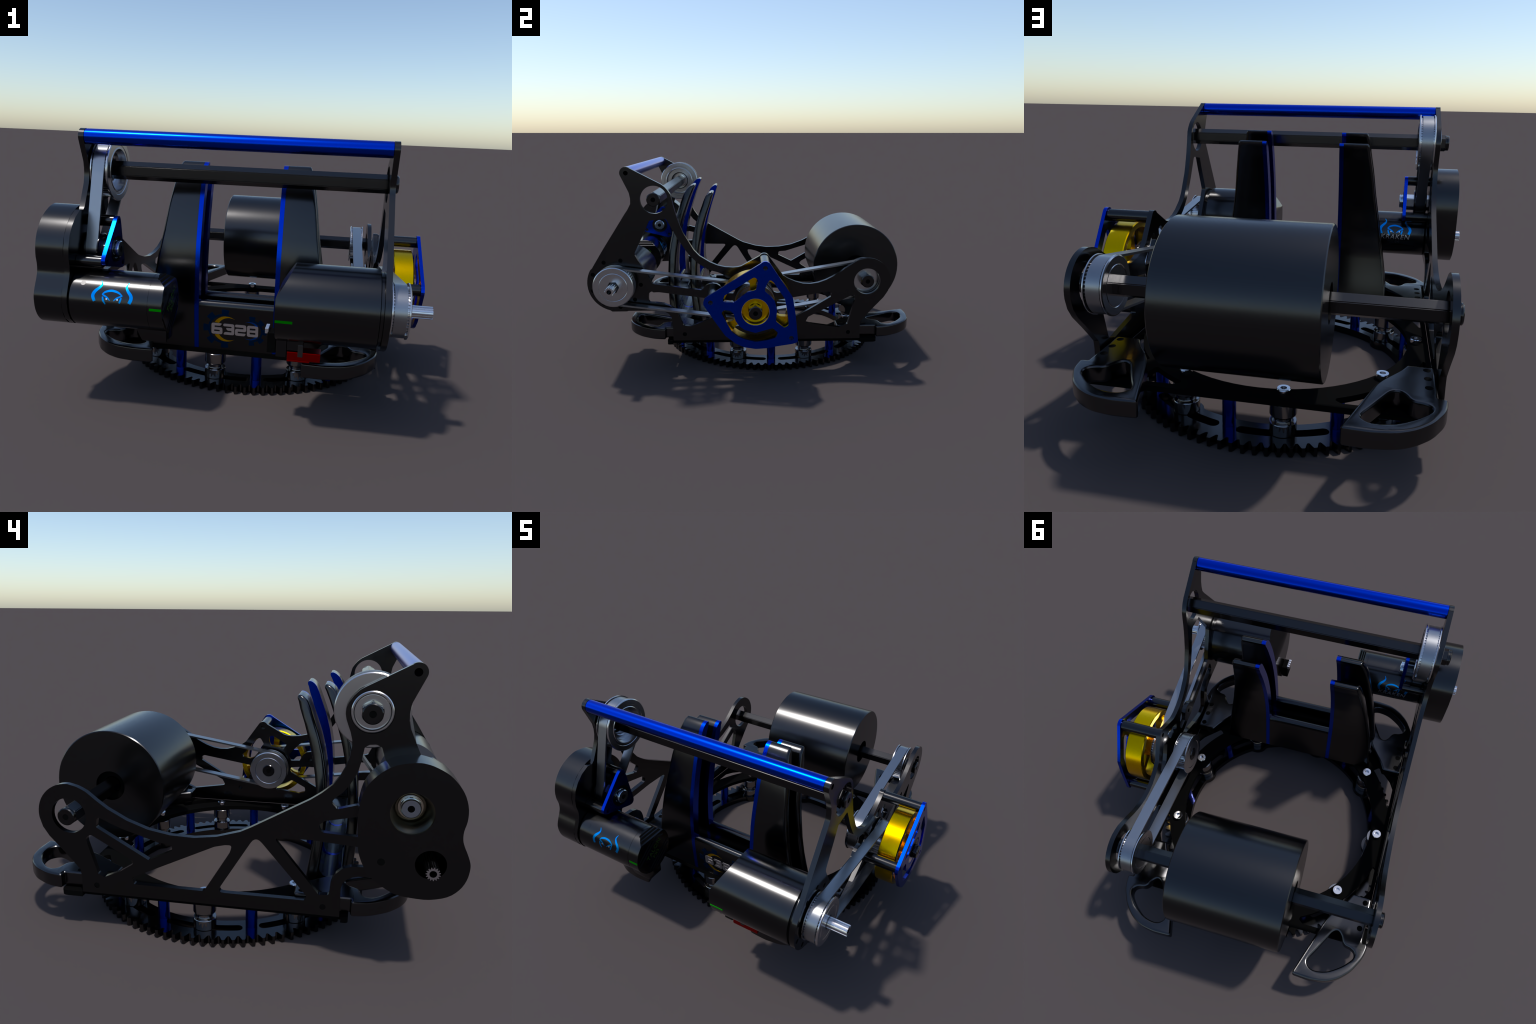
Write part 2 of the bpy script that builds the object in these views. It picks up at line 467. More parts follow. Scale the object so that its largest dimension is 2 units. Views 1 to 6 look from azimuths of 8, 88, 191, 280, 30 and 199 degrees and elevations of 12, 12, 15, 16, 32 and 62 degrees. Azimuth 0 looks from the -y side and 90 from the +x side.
# bearing in the left plate for the top shaft
BRG = lathe("shaft_bearing", [(.0430, -.7195), (.0630, -.7195), (.0635, -.7120), (.0665, -.7120), (.0672, -.7235), (.0705, -.7270), (.0760, -.7270), (.0800, -.7235), (.0815, -.7190), (.0815, -.699), (.0430, -.699)], TOPS, "x", M_SILVER, TOP_SHAFT, 48)

# ------------------------------------------------------------------ big rear roller
R0, R1, RR = -.2990, .2800, .2840
lathe("drum_roller", [(.076, R0), (RR - .004, R0), (RR, R0 + .004), (RR, R1 - .004), (RR - .004, R1), (.076, R1), (.076, R1 - .10), (.050, R1 - .10), (.050, R0 + .10), (.076, R0 + .10)], REAR, "x", M_ROLL, None, 80, 40)
lathe("dark_inner_ring", [(.0755, R0 + .03), (.0755, R1 - .03), (.044, R1 - .03), (.044, R0 + .03)], REAR, "x", M_VOID, None, 40)  # matt black ring inside the drum's hollow ends

# ------------------------------------------------------------------ pulleys and belts
PR = .1185
p1 = pulley("drive_pulley", MOT60, PR, .660, .7405)
p2 = pulley("drive_pulley", FLY, PR, .660, .7405)
p3 = pulley("drive_pulley", FLY, PR, .519, .6030)
p4 = pulley("drive_pulley", REAR, PR, .519, .6030)
p5 = pulley("drive_pulley", TOPS, .1450, -.695, -.6115, None, None, 0, 56, .098, .060)
p6 = pulley("drive_pulley", GBX, .0700, -.692, -.622, None, M_BLACK, 0, 22)
belt("timing_belt", MOT60, .1135, FLY, .1135, .674, .7245)
belt("timing_belt", FLY, .1135, REAR, .1135, .533, .5880)
belt("timing_belt", GBX, .0620, TOPS, .1390, -.683, -.6285)

# splined motor shaft on the right
def spline(name, c, lo, hi, r, n, mat, parent=None, hole=.016):
    out = []
    for i in range(n):
        for k, rr in ((-.30, r * .80), (-.16, r), (.16, r), (.30, r * .80)):
            a = 2 * pi * (i + k) / n
            out.append((c[0] + rr * cos(a), c[1] + rr * sin(a)))
    return plate(name, out, [circle(c, hole, 20)], "x", lo, hi, mat, parent)

spline("splined_shaft", MOT60, .735, .838, .0270, 14, M_STEEL, None, .0135)
lathe("shaft_nut", [(0, .7408), (.0365, .7408), (.0365, .7415), (0, .7415)], MOT60, "x", M_BLACK, None, 6)

# ------------------------------------------------------------------ flywheel with its outer plate
BX0, BX1 = .8705, .8885
b_out = rounded([(*p, 0) for p in arc((.0525, .704), .0345, 138, 38, 8)] + [(.207, .5305), (.223, .433), (.2395, .262, .03), (.205, .2525, .02), (.113, .239), (.060, .2285), (-.005, .2250), (-.067, .2360), (-.119, .2600), (-.177, .3080), (-.240, .4020), (-.300, .4960, .03), (-.290, .5290, .03)], .04)
b_cut = [
    [(-.010, .651), (.012, .634, .02), (.000, .577), (-.050, .5625), (-.085, .5360), (-.112, .512), (-.128, .502), (-.190, .5085, .012), (-.178, .545, .012)],
    [(.062, .612), (.078, .636, .02), (.100, .617), (.163, .521), (.178, .440), (.1855, .366, .015), (.160, .350, .012), (.111, .391), (.118, .452), (.105, .510), (.080, .540), (.046, .571)],
    [(-.198, .445), (-.180, .461, .012), (-.145, .456), (-.127, .437), (-.117, .395), (-.095, .363), (-.066, .341), (-.005, .3225), (.054, .339), (.093, .350, .012), (.124, .322, .012), (.112, .292), (.060, .277), (-.005, .2685), (-.067, .285), (-.105, .302), (-.140, .330)]]
b_holes = [rounded(c, .016) for c in b_cut] + [circle((y, z), .0132, 18) for y, z in ((.0525, .7005), (-.257, .5045), (.2005, .2875))] + [circle((-.0045, .4465), .0805, 40)]
FPLATE = plate("flywheel_plate", b_out, b_holes, "x", BX0, BX1, M_BLUE)
for y, z in ((.0525, .7005), (-.257, .5045), (.2005, .2875)):
    rod("plate_spacer", (y, z), .0300, XR + .0005, BX0 - .0005, M_BLACK, FPLATE, "x", 28, .001)

GX0, GX1, GR = .7420, .8440, .2165
gold = lathe_bm([(GR - .030, GX0), (GR - .004, GX0), (GR, GX0 + .004), (GR, GX1 - .004), (GR - .004, GX1), (GR - .030, GX1)], FLY, "x", 72)
merge(gold, lathe_bm([(.0400, .750), (.0790, .750), (.0790, .8440), (.0775, .8460), (.0400, .8460)], FLY, "x", 48))
for k in range(3):
    a = radians(95 + 120 * k)
    t = (-sin(a), cos(a))
    u = (cos(a), sin(a))
    pts = []
    for rr, w in ((.070, .026), (.110, .018), (.150, .018), (.192, .034)):
        pts.append((rr, w))
    poly = [(FLY[0] + u[0] * r + t[0] * w, FLY[1] + u[1] * r + t[1] * w) for r, w in pts] + [(FLY[0] + u[0] * r - t[0] * w, FLY[1] + u[1] * r - t[1] * w) for r, w in reversed(pts)]
    merge(gold, sheet(poly, [], "x", .785, .825))
finish(gold, "flywheel", M_GOLD, None, 32, 0)
lathe("flywheel_bearing", [(.0782, .868), (.0800, .868), (.0800, .886), (.0782, .886)], FLY, "x", M_SILVER, FPLATE, 40)

# ------------------------------------------------------------------ left gearbox and small motor
gb_out = smooth([(-.748, .907), (-.785, .904), (-.819, .893), (-.865, .868), (-.901, .832), (-.926, .792), (-.9395, .745), (-.940, .700), (-.932, .662), (-.932, .630), (-.940, .603), (-.953, .575), (-.966, .540), (-.968, .510), (-.960, .468), (-.938, .428), (-.898, .395), (-.835, .3775), (-.775, .378), (-.720, .3850), (-.682, .4010), (-.635, .4310), (-.605, .4620), (-.584, .4940), (-.568, .533), (-.560, .570), (-.5545, .650), (-.555, .715), (-.568, .781), (-.592, .826), (-.630, .865), (-.680, .894)], 3)
GB = plate("gearbox_housing", gb_out, [circle((-.748, .714), .0805, 40), circle((-.829, .520), .0575, 32)], "x", -.8505, -.7247, M_BLACK)
plate("gearbox_black_disc", circle((-.649, .5165), .0145, 20), [], "x", -.8512, -.8490, M_VOID, GB)  # small black hole modelled as a flush black disc
lathe("gearbox_bearing", [(.036, -.768), (.0470, -.768), (.0480, -.765), (.0480, -.755), (.0800, -.755), (.0800, -.727), (.036, -.727)], (-.748, .714), "x", M_BRASS, GB, 48)
lathe("gearbox_bore", [(.0480, -.757), (.0560, -.757), (.0590, -.785), (.0700, -.812), (.0790, -.842), (.0803, -.842), (.0803, -.756), (.0480, -.756)], (-.748, .714), "x", M_DIM, GB, 48)  # bore wall coloured dark to carry the shading of the recess
OUT_SHAFT = hex_shaft("output_shaft", (-.748, .714), -.795, -.541, M_ICE, GB, .0420, .018)
lathe("gear_backing", [(0, -.730), (.0572, -.730), (.0572, -.727), (0, -.727)], (-.829, .520), "x", M_VOID, GB, 32)
spline("pinion_shaft", (-.832, .510), -.905, -.731, .0265, 15, M_STEEL, GB, .0135)
gear_ring = []
for i in range(60):
    for k, rr in ((-.3, .150), (-.14, .160), (.14, .160), (.3, .150)):
        a = 2 * pi * (i + k) / 60
        gear_ring.append((GBX[0] + rr * cos(a), GBX[1] + rr * sin(a)))
plate("bronze_gear", gear_ring, [circle(GBX, .05, 32)], "x", -.7246, -.7225, M_DIM, GB)

# blue triangular outboard plate on three spacers
tri = rounded([(-.706, .890, .034), (-.905, .668, .034), (-.647, .603, .034)], .034, 8)
TP = plate("bearing_plate", tri, [circle((-.748, .714), .060, 32)] + [circle(p, .0125, 16) for p in ((-.716, .837), (-.853, .674), (-.676, .637))], "x", -.5800, -.5620, M_BLUE)
for p in ((-.716, .837), (-.853, .674), (-.676, .637)):
    rod("plate_spacer", p, .0265, XLI + .0005, -.5805, M_BLACK, TP, "x", 28, .001)
lathe("plate_bearing", [(.0440, -.578), (.0595, -.578), (.0595, -.560), (.0440, -.560)], (-.748, .714), "x", M_BLACK, TP, 40)

R44 = .1270


def chamfer_end(bm, p_end, p_top):
    """Slanted flat across the upper part of a motor's inner end; points are (x, z)."""
    d = Vector((p_top[0] - p_end[0], 0, p_top[1] - p_end[1]))
    n = Vector((d.z, 0, -d.x)).normalized()
    if n.z < 0:
        n = -n
    res = bmesh.ops.bisect_plane(bm, geom=bm.verts[:] + bm.edges[:] + bm.faces[:], plane_co=(p_end[0], 0, p_end[1]), plane_no=n, clear_outer=True, dist=1e-6)
    bmesh.ops.holes_fill(bm, edges=[e for e in res["geom_cut"] if isinstance(e, bmesh.types.BMEdge)], sides=0)
    return bm


bm = lathe_bm([(0, -.6995), (R44 - .004, -.6995), (R44, -.694), (R44, -.345), (R44 - .0012, -.3445), (R44 - .0012, -.3425), (R44, -.342), (R44, -.2825), (R44 - .002, -.2805), (0, -.2805)], MOT44, "x", 72)
SM = finish(chamfer_end(bm, (-.2805, .598), (-.331, .635)), "small_motor", M_BLACK, None, 32, 0)
# slats across the end cap of the small motor, and its label panel
cap = bmesh.new()
ca, sa = cos(radians(38)), sin(radians(38))


def cap_pt(u, w):
    return (MOT44[0] + u * ca - w * sa, MOT44[1] + u * sa + w * ca)


for w in (-.102, -.081, -.060, .060):
    half = math.sqrt(.117 ** 2 - w * w) - (.012 if w > 0 else 0)
    a, b = (-half, half) if w < 0 else (-half, .035)
    merge(cap, sheet([cap_pt(a, w - .005), cap_pt(b, w - .005), cap_pt(b, w + .005), cap_pt(a, w + .005)], [], "x", -.2806, -.2770))
merge(cap, sheet([cap_pt(-.112, -.042), cap_pt(.105, -.042), cap_pt(.105, .000), cap_pt(.075, .042), cap_pt(-.112, .042)], [], "x", -.2806, -.2765))
finish(cap, "motor_end_cap", M_BLACK, SM)
# three dark vents on the slanted flat
vx, vz = (-.331 + .2805), (.635 - .598)
vl = hypot(vx, vz)
for k, (u0, u1) in enumerate(((.008, .020), (.026, .036), (.042, .050))):
    half = .080 - .60 * u0
    bmv = bmesh.new()
    vs = []
    for lift in (-.002, .0006):
        for u, y in ((u0, -half), (u0, half), (u1, half - .006), (u1, -half + .006)):
            vs.append(bmv.verts.new((-.2805 + vx / vl * u + lift * vz / vl, MOT44[0] + y, .598 + vz / vl * u - lift * vx / vl)))
    for q in ((0, 1, 2, 3), (4, 5, 6, 7), (0, 1, 5, 4), (1, 2, 6, 5), (2, 3, 7, 6), (3, 0, 4, 7)):
        bmv.faces.new([vs[i] for i in q])
    finish(bmv, "motor_vent", M_VOID, SM)
lathe("cover_plug", [(0, -.0008), (.0115, -.0008), (.0115, .0004), (0, .0004)], (0, 0), "z", M_BLACK, SM, 24)
lw = bpy.data.objects["cover_plug"]
def on_motor(x, ang, r=0.0):
    a = radians(ang)
    return Vector((x, MOT44[0] - (R44 + r) * cos(a), MOT44[1] + (R44 + r) * sin(a)))
lw.location = on_motor(-.641, 42.8, -.0002)
lw.rotation_euler = (radians(90 - 42.8), 0, 0)
cb = box_bm((-.440, -.880, .335), (-.2830, -.785, .420))
for v in cb.verts:
    if v.co.z < .36 and v.co.x < -.4:
        v.co.x += .045
bmesh.ops.bevel(cb, geom=cb.edges[:], offset=.006, segments=2, affect="EDGES", profile=.5)
finish(cb, "motor_cable_block", M_BLACK, SM)

# ------------------------------------------------------------------ large motor
R60 = .1690
bm = lathe_bm([(0, .1990), (R60 - .002, .1990), (R60, .2010), (R60, .6135), (R60 - .004, .6165), (R60 - .014, .6165), (R60 - .014, .6300), (0, .6300)], MOT60, "x", 80)
LM = finish(chamfer_end(bm, (.1990, .607), (.263, .7195)), "large_motor", M_BLACK, None, 32, 0)

def cyl_band(name, c, r, x0, x1, ang0, ang1, t, mat, parent, n=6):
    bm = bmesh.new()
    rows = []
    for i in range(n + 1):
        a = radians(ang0 + (ang1 - ang0) * i / n)
        rows.append([bm.verts.new((x, c[0] - rr * cos(a), c[1] + rr * sin(a))) for x, rr in ((x0, r - .001), (x1, r - .001), (x1, r + t), (x0, r + t))])
    for p, q in zip(rows, rows[1:]):
        for k in range(4):
            bm.faces.new([p[k], p[(k + 1) % 4], q[(k + 1) % 4], q[k]])
    bm.faces.new(rows[0]); bm.faces.new(rows[-1][::-1])
    return finish(bm, name, mat, parent)

cyl_band("green_stripe", MOT60, R60, .2025, .273, -15.8, -11.9, .0008, M_GREEN, LM)
cyl_band("green_stripe", MOT44, R44, -.3355, -.2820, -1.8, 2.9, .0008, M_GREEN, SM)

# wiring terminals below the large motor
box("terminal_block", (.1995, -.872, .318), (.2460, -.790, .430), M_BLACK, LM, .004)
box("terminal_block", (.2465, -.874, .352), (.3170, -.800, .410), M_BLACK, LM, .004)
box("red_connector", (.2490, -.871, .3070), (.3920, -.805, .3460), M_RED, LM, .003)
box("red_connector", (.2490, -.866, .2990), (.3470, -.812, .3065), M_RED, LM, .002)
box("connector_clip", (.2950, -.8745, .326), (.3170, -.8715, .380), M_CAP, LM, .001)
box("signal_connector", (.1600, -.862, .330), (.1980, -.790, .420), M_VOID, LM, .003)
for i in range(4):
    y = -.853 + .0165 * i
    box("connector_pin", (.1480, y, .412), (.1640, y + .012, .436), M_WHITE, LM, .0015)

# ------------------------------------------------------------------ ball guide: channel with four fins
def interp(tab, z):
    for (z0, v0), (z1, v1) in zip(tab, tab[1:]):
        if z <= z1:
            t = (z - z0) / (z1 - z0)
            return v0 + (v1 - v0) * max(0, t)
    return tab[-1][1]

F_FRONT = [(.193, -.538), (.337, -.553), (.402, -.558), (.532, -.561), (.659, -.556), (.737, -.545), (.837, -.523), (.915, -.503), (.985, -.480), (1.060, -.450), (1.095, -.428), (1.112, -.408)]
F_REAR = [(.193, -.490), (.303, -.503), (.399, -.511), (.529, -.516), (.656, -.507), (.768, -.492), (.859, -.472), (.940, -.446), (1.020, -.418), (1.060, -.402), (1.085, -.390), (1.112, -.390)]
B_FRONT = [(.193, -.392), (.271, -.398), (.395, -.411), (.493, -.420), (.616, -.419), (.706, -.412), (.802, -.395), (.884, -.373), (.947, -.350), (1.020, -.323), (1.045, -.310), (1.063, -.292)]
B_REAR = [(.193, -.333), (.280, -.345), (.377, -.360), (.481, -.374), (.580, -.374), (.650, -.367), (.718, -.359), (.823, -.337), (.927, -.307), (1.009, -.278), (1.035, -.272), (1.063, -.276)]
OUTER = [(.193, .468), (.270, .460), (.350, .449), (.480, .428), (.570, .412), (.655, .398), (.780, .376), (.900, .360), (1.000, .343), (1.044, .335), (1.090, .322), (1.120, .312)]
FLOOR, ZB = .252, .1935
X_IN, X_OUT = .1860, .2080


def fin_profile(front, rear, top):
    zs = [ZB + (top - .030 - ZB) * i / 26 for i in range(27)]
    f = [(interp(front, z), z) for z in zs]
    r = [(interp(rear, z), z) for z in zs]
    yf, yr = f[-1][0], r[-1][0]
    ym, hw = (yf + yr) / 2, (yr - yf) / 2
    sl = (interp(front, top) - interp(front, top - .03)) * .7
    cap = [(ym - hw * cos(radians(a)) + sl * sin(radians(a)), zs[-1] + .028 * sin(radians(a))) for a in range(18, 180, 18)]
    return f, cap, r


def guide_section(tf, tr):
    """Closed (y, z) outline: front wall, U-shaped floor, rear wall."""
    f, cap, r = fin_profile(F_FRONT, F_REAR, tf)
    f2, cap2, r2 = fin_profile(B_FRONT, B_REAR, tr)
    down = [p for p in reversed(r) if p[1] > FLOOR + .045]
    up = [p for p in f2 if p[1] > FLOOR + .045]
    yA, yB = down[-1][0], up[0][0]
    u = [(yA + .004, FLOOR + .040), (yA + .010, FLOOR + .022), (yA + .022, FLOOR + .008), (yA + .040, FLOOR), (yB - .040, FLOOR), (yB - .022, FLOOR + .008), (yB - .010, FLOOR + .022), (yB - .004, FLOOR + .040)]
    return f + cap + down + u + up + cap2 + list(reversed(r2))


def fin_loft(front, rear, top, s):
    """Black body of one fin: tapering outer side with rounded outer edges."""
    bm = bmesh.new()
    levels = [ZB + (top - .030 - ZB) * i / 26 for i in range(27)]
    rings = []
    sl = (interp(front, top) - interp(front, top - .03)) * .7
    def ring(yf, yr, xo, z, sh=0.0):
        r = min(.014, (yr - yf) * .42)
        pts = [(X_OUT, yf), *[(xo - r + r * sin(radians(a)), yf + r - r * cos(radians(a))) for a in (0, 22.5, 45, 67.5, 90)],
               *[(xo - r + r * cos(radians(a)), yr - r + r * sin(radians(a))) for a in (0, 22.5, 45, 67.5, 90)], (X_OUT, yr)]
        return [bm.verts.new((CX + s * x, y + sh, z)) for x, y in pts]
    for z in levels:
        rings.append(ring(interp(front, z), interp(rear, z), interp(OUTER, z), z))
    zt = levels[-1]
    yf, yr = interp(front, zt), interp(rear, zt)
    ym, hw = (yf + yr) / 2, (yr - yf) / 2
    for a in (25, 50, 70, 84):
        k = cos(radians(a))
        rings.append(ring(ym - hw * k, ym + hw * k, interp(OUTER, zt) - .014 * (1 - k), zt + .028 * sin(radians(a)), sl * sin(radians(a))))
    n = len(rings[0])
    for p, q in zip(rings, rings[1:]):
        for i in range(n):
            j = (i + 1) % n
            bm.faces.new([p[i], p[j], q[j], q[i]])
    bm.faces.new(rings[0]); bm.faces.new(rings[-1])
    return bm


TF, TR = 1.112, 1.064
BAR_F, BAR_R = .446, .452
GUIDE = plate("ball_guide", guide_section(BAR_F, BAR_R), [], "x", CX - X_IN + .0005, CX + X_IN - .0005, M_BLACK, None, 0, 24)
for s in (1, -1):
    lo, hi = sorted((CX + s * X_IN, CX + s * (X_OUT - .0005)))
    plate("guide_cheek", guide_section(TF, TR), [], "x", lo, hi, M_BLUE, GUIDE, 0, 24)
    for front, rear, top in ((F_FRONT, F_REAR, TF), (B_FRONT, B_REAR, TR)):
        finish(fin_loft(front, rear, top, s), "guide_fin", M_BLACK, GUIDE, 24, 0)
    fl = [(-.515, ZB), (-.515, FLOOR + .045), (-.500, FLOOR + .045), (-.494, FLOOR + .022), (-.482, FLOOR + .008), (-.464, FLOOR), (-.436, FLOOR), (-.418, FLOOR + .008), (-.406, FLOOR + .022), (-.395, FLOOR + .045), (-.380, FLOOR + .045), (-.380, ZB)]
    lo, hi = sorted((CX + s * X_OUT, CX + s * .452))
    plate("guide_floor", fl, [], "x", lo, hi, M_BLACK, GUIDE, 0, 24)

# ------------------------------------------------------------------ number badge on the front bar
def face_y(z):
    return interp(F_FRONT, z)


def badge(name, outline, holes, mat, t):
    bm = sheet(outline, holes, "y", 0.0, t)
    # slice so that the badge can follow the gently curved face
    for k in range(12):
        z = .205 + .018 * k
        bmesh.ops.bisect_plane(bm, geom=bm.verts[:] + bm.edges[:] + bm.faces[:], plane_co=(0, 0, z), plane_no=(0, 0, 1), dist=1e-6)
    for v in bm.verts:
        v.co.y += face_y(v.co.z) + .0003
    return finish(bm, name, mat, GUIDE)


def half_gear(c, r0, r1, rt, a0, a1, teeth, w, n=40):
    """Partial gear ring with square teeth at the given angles."""
    out = []
    step = (a1 - a0) / n
    ang = a0
    for i in range(n + 1):
        a = a0 + step * i
        tooth = any(abs((a - t + 180) % 360 - 180) < w for t in teeth)
        out.append((a, rt if tooth else r1))
    pts, last = [], None
    for a, r in out:
        if last and abs(last[1] - r) > 1e-6:
            pts.append((c[0] + r * cos(radians(last[0] + step * .35)), c[1] + r * sin(radians(last[0] + step * .35))))
        pts.append((c[0] + r * cos(radians(a)), c[1] + r * sin(radians(a))))
        last = (a, r)
    return pts + [(c[0] + r0 * cos(radians(a1 + (a0 - a1) * i / 20)), c[1] + r0 * sin(radians(a1 + (a0 - a1) * i / 20))) for i in range(21)]


LC, RC = (-.094, .3060), (.0440, .3060)
badge("badge_gear", half_gear(LC, .068, .078, .102, 68, 292, (86, 135, 180, 225, 274), 11.5, 90), [], M_LOGO_B, .0010)
badge("badge_gear", half_gear(RC, .050, .058, .077, -98, 98, (-88, -44, 0, 44, 88), 12.5, 90), [], M_LOGO_B, .0010)


def crescent(c, r, off, r2, a0, a1, n=18):
    o = [(c[0] + r * cos(radians(a0 + (a1 - a0) * i / n)), c[1] + r * sin(radians(a0 + (a1 - a0) * i / n))) for i in range(n + 1)]
    i_ = [(c[0] + off + r2 * cos(radians(a1 + (a0 - a1) * i / n)), c[1] + r2 * sin(radians(a1 + (a0 - a1) * i / n))) for i in range(n + 1)]
    return o + i_


badge("badge_crescent", crescent((-.080, .306), .0670, .015, .0600, 63, 150), [], M_LOGO_Y, .0011)
badge("badge_crescent", crescent((-.080, .306), .0670, .015, .0600, 210, 297), [], M_LOGO_Y, .0011)
badge("badge_crescent", crescent((.0400, .306), .0480, -.008, .0445, 36, 118), [], M_LOGO_C, .0011)
badge("badge_crescent", crescent((.0400, .306), .0480, -.008, .0445, -118, -36), [], M_LOGO_C, .0011)

w, h, t = .0555, .0580, .0135
GLYPH = {
    "6": ([(0, 0), (w, 0), (w, .62 * h), (t + .002, .62 * h), (t + .002, .77 * h), (.80 * w, .77 * h), (.98 * w, h), (0, h)], [[(t, .24 * h), (w - t, .24 * h), (w - t, .39 * h), (t, .39 * h)]]),
    "3": ([(0, 0), (w, 0), (w, h), (0, h), (0, .77 * h), (w - t, .77 * h), (w - t, .62 * h), (.22 * w, .62 * h), (.38 * w, .39 * h), (w - t, .39 * h), (w - t, .23 * h), (.12 * w, .23 * h)], []),
    "2": ([(0, 0), (.86 * w, 0), (w, .23 * h), (t, .23 * h), (t, .39 * h), (w, .39 * h), (w, h), (0, h), (0, .77 * h), (w - t, .77 * h), (w - t, .62 * h), (0, .62 * h)], []),
    "8": ([(0, 0), (w, 0), (w, h), (0, h)], [[(t, .22 * h), (w - t, .22 * h), (w - t, .40 * h), (t, .40 * h)], [(t, .60 * h), (w - t, .60 * h), (w - t, .78 * h), (t, .78 * h)]])}
for i, ch in enumerate("6328"):
    o, hs = GLYPH[ch]
    x0, z0 = -.1545 + .0595 * i, .2765
    badge("badge_digit", rounded([(x0 + p[0], z0 + p[1]) for p in o], .010, 5), [rounded([(x0 + p[0], z0 + p[1]) for p in q], .003, 3) for q in hs], M_WHITE, .0020)

# ------------------------------------------------------------------ prints on the small motor
def ribbon(name, pts, mat, parent, side=1, t=.0007, n=6):
    """Curved stripe on the motor barrel; pts are (x, angle, half width)."""
    fine = []
    N = len(pts)
    for i in range(N - 1):
        p0, p1, p2, p3 = (Vector(pts[max(0, min(N - 1, i + k - 1))]) for k in range(4))
        for k in range(n):
            u = k / n
            fine.append(0.5 * ((2 * p1) + (p2 - p0) * u + (2 * p0 - 5 * p1 + 4 * p2 - p3) * u * u + (3 * p1 - p0 - 3 * p2 + p3) * u ** 3))
    fine.append(Vector(pts[-1]))
    bm = bmesh.new()
    rows = []
    k_ = R44 * pi / 180
    for i, p in enumerate(fine):
        a, b = fine[max(0, i - 1)], fine[min(len(fine) - 1, i + 1)]
        d = Vector((b.x - a.x, (b.y - a.y) * k_))
        d.normalize()
        nx, ns = -d.y * p.z, d.x * p.z
        row = []
        for sg in (1, -1):
            x, ang = p.x + sg * nx, p.y + sg * ns / k_
            for rr in (t, -.001):
                q = on_motor(x, ang, rr)
                row.append(bm.verts.new(q))
        rows.append([row[0], row[1], row[3], row[2]])
    for p, q in zip(rows, rows[1:]):
        for k in range(4):
            bm.faces.new([p[k], p[(k + 1) % 4], q[(k + 1) % 4], q[k]])
    bm.faces.new(rows[0]); bm.faces.new(rows[-1][::-1])
    return finish(bm, name, mat, parent, 50)


def emblem(flip):
    """Plain stand-in emblem: an arch, two eyes and two curling arms."""
    f = (lambda x, a: (x, a)) if not flip else (lambda x, a: (-.5015 * 2 - x - .0, 180 - a))
    if flip:
        sh = -.529 * 2 + 1.003
        f = lambda x, a: (-.529 - (x + .5015), 180 - a)
    for pts in ([(-.5620, 50, .0008), (-.5545, 43, .0030), (-.5610, 36.5, .0055), (-.5800, 27.5, .0070), (-.5870, 18.5, .0072), (-.5780, 8.8, .0065)],
                [(-.4370, 49.8, .0008), (-.4440, 41, .0035), (-.4350, 32.5, .0055), (-.4200, 24.5, .0070), (-.4165, 17.5, .0075), (-.4240, 8.6, .0070)],
                [(-.5460, 22.2, .0022), (-.5320, 28, .0042), (-.5050, 31, .0048), (-.4760, 28.2, .0042), (-.4560, 22.0, .0022)],
                [(-.5440, 22.5, .0030), (-.5220, 17, .0035), (-.5100, 11.5, .0012)],
                [(-.4560, 22.5, .0030), (-.4800, 17, .0035), (-.4940, 11.5, .0012)],
                [(-.5430, 18.5, .0030), (-.5390, 11, .0040), (-.5290, 4, .0022)],
                [(-.4600, 18.5, .0030), (-.4650, 11, .0040), (-.4680, 8, .0030)]):
        ribbon("motor_print", [(*f(x, a), w_) for x, a, w_ in pts], M_MARK, SM)
    for x in (-.525, -.477):
        x1, a1 = f(x, 14.5)
        ribbon("motor_print", [(x1 - .0035, a1, .0030), (x1, a1, .0038), (x1 + .0035, a1, .0030)], M_WHITE, SM, n=2)


emblem(False)
emblem(True)


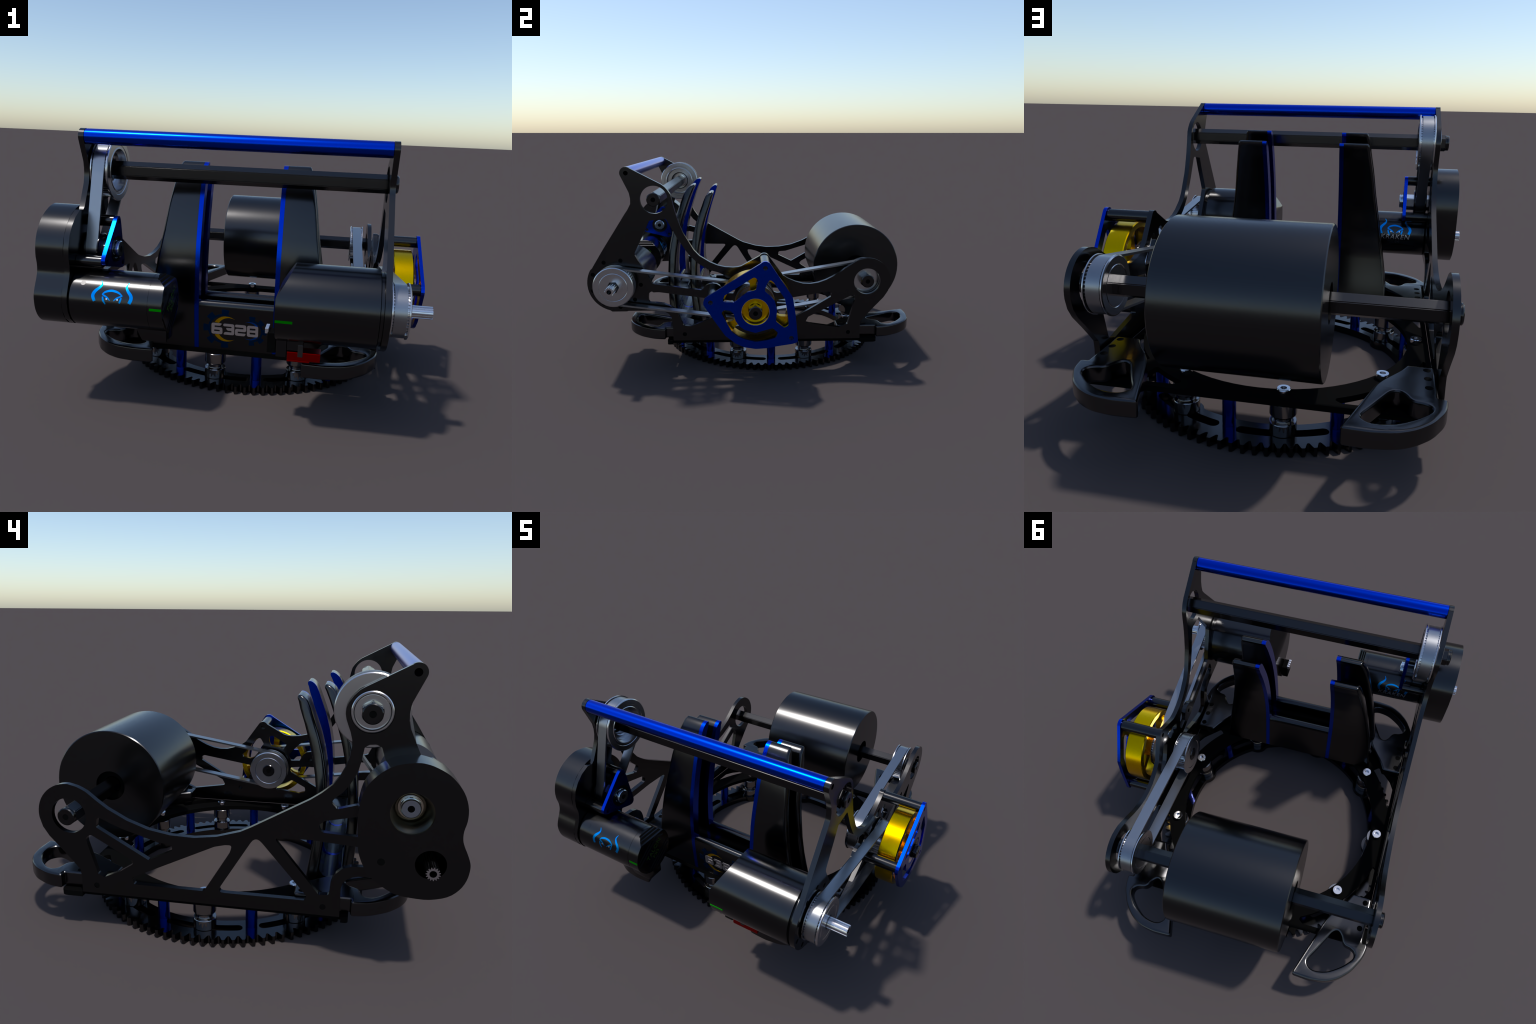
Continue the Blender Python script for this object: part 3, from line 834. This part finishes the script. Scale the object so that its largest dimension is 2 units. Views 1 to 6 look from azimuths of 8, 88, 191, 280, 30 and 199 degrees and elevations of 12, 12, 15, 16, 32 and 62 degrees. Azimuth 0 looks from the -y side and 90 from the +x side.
def wrap_text(body, size, x0, ang0, mat, flip, spacing=1.0):
    cu = bpy.data.curves.new("tmp", "FONT")
    cu.body = body
    cu.size = size
    cu.align_x = "CENTER"
    cu.align_y = "CENTER"
    cu.shear = .2
    cu.space_character = spacing
    cu.extrude = .0004
    cu.resolution_u = 3
    o = bpy.data.objects.new("tmp", cu)
    bpy.context.scene.collection.objects.link(o)
    dg = bpy.context.evaluated_depsgraph_get()
    me = bpy.data.meshes.new_from_object(o.evaluated_get(dg))
    bpy.data.objects.remove(o)
    bm = bmesh.new()
    bm.from_mesh(me)
    for k in range(-6, 7):
        bmesh.ops.bisect_plane(bm, geom=bm.verts[:] + bm.edges[:] + bm.faces[:], plane_co=(0, k * .006, 0), plane_no=(0, 1, 0), dist=1e-6)
    for v in bm.verts:
        a = degrees(v.co.y / R44)
        s = -1 if flip else 1
        v.co = on_motor(x0 + s * v.co.x, (180 - ang0 - a) if flip else ang0 + a, v.co.z + .0004)
    return finish(bm, "motor_lettering", mat, SM)


wrap_text("KRAKEN", .0400, -.5285, .5, M_WHITE, True, 1.12)
wrap_text("X44", .0300, -.5285, -12, M_CAP, True, 1.1)


def flat_text(body, size, x, y, z, ang, mat, parent, facing=1):
    """Lettering on an end face that looks along +x or -x."""
    cu = bpy.data.curves.new("tmp", "FONT")
    cu.body = body
    cu.size = size
    cu.align_x = "CENTER"
    cu.align_y = "CENTER"
    cu.extrude = .0004
    cu.resolution_u = 2
    o = bpy.data.objects.new("tmp", cu)
    bpy.context.scene.collection.objects.link(o)
    dg = bpy.context.evaluated_depsgraph_get()
    me = bpy.data.meshes.new_from_object(o.evaluated_get(dg))
    bpy.data.objects.remove(o)
    bm = bmesh.new()
    bm.from_mesh(me)
    for v in bm.verts:
        a, b = v.co.x, v.co.y
        u = a * cos(ang) - b * sin(ang)
        w_ = a * sin(ang) + b * cos(ang)
        v.co = (x + facing * v.co.z, y + facing * u, z + w_)
    return finish(bm, "motor_lettering", mat, parent)


flat_text("TALON", .040, -.2763, MOT44[0], MOT44[1] + .016, radians(38), M_LEAF, SM)
flat_text("FXS", .032, -.2763, MOT44[0] + .014, MOT44[1] - .020, radians(38), M_LEAF, SM)
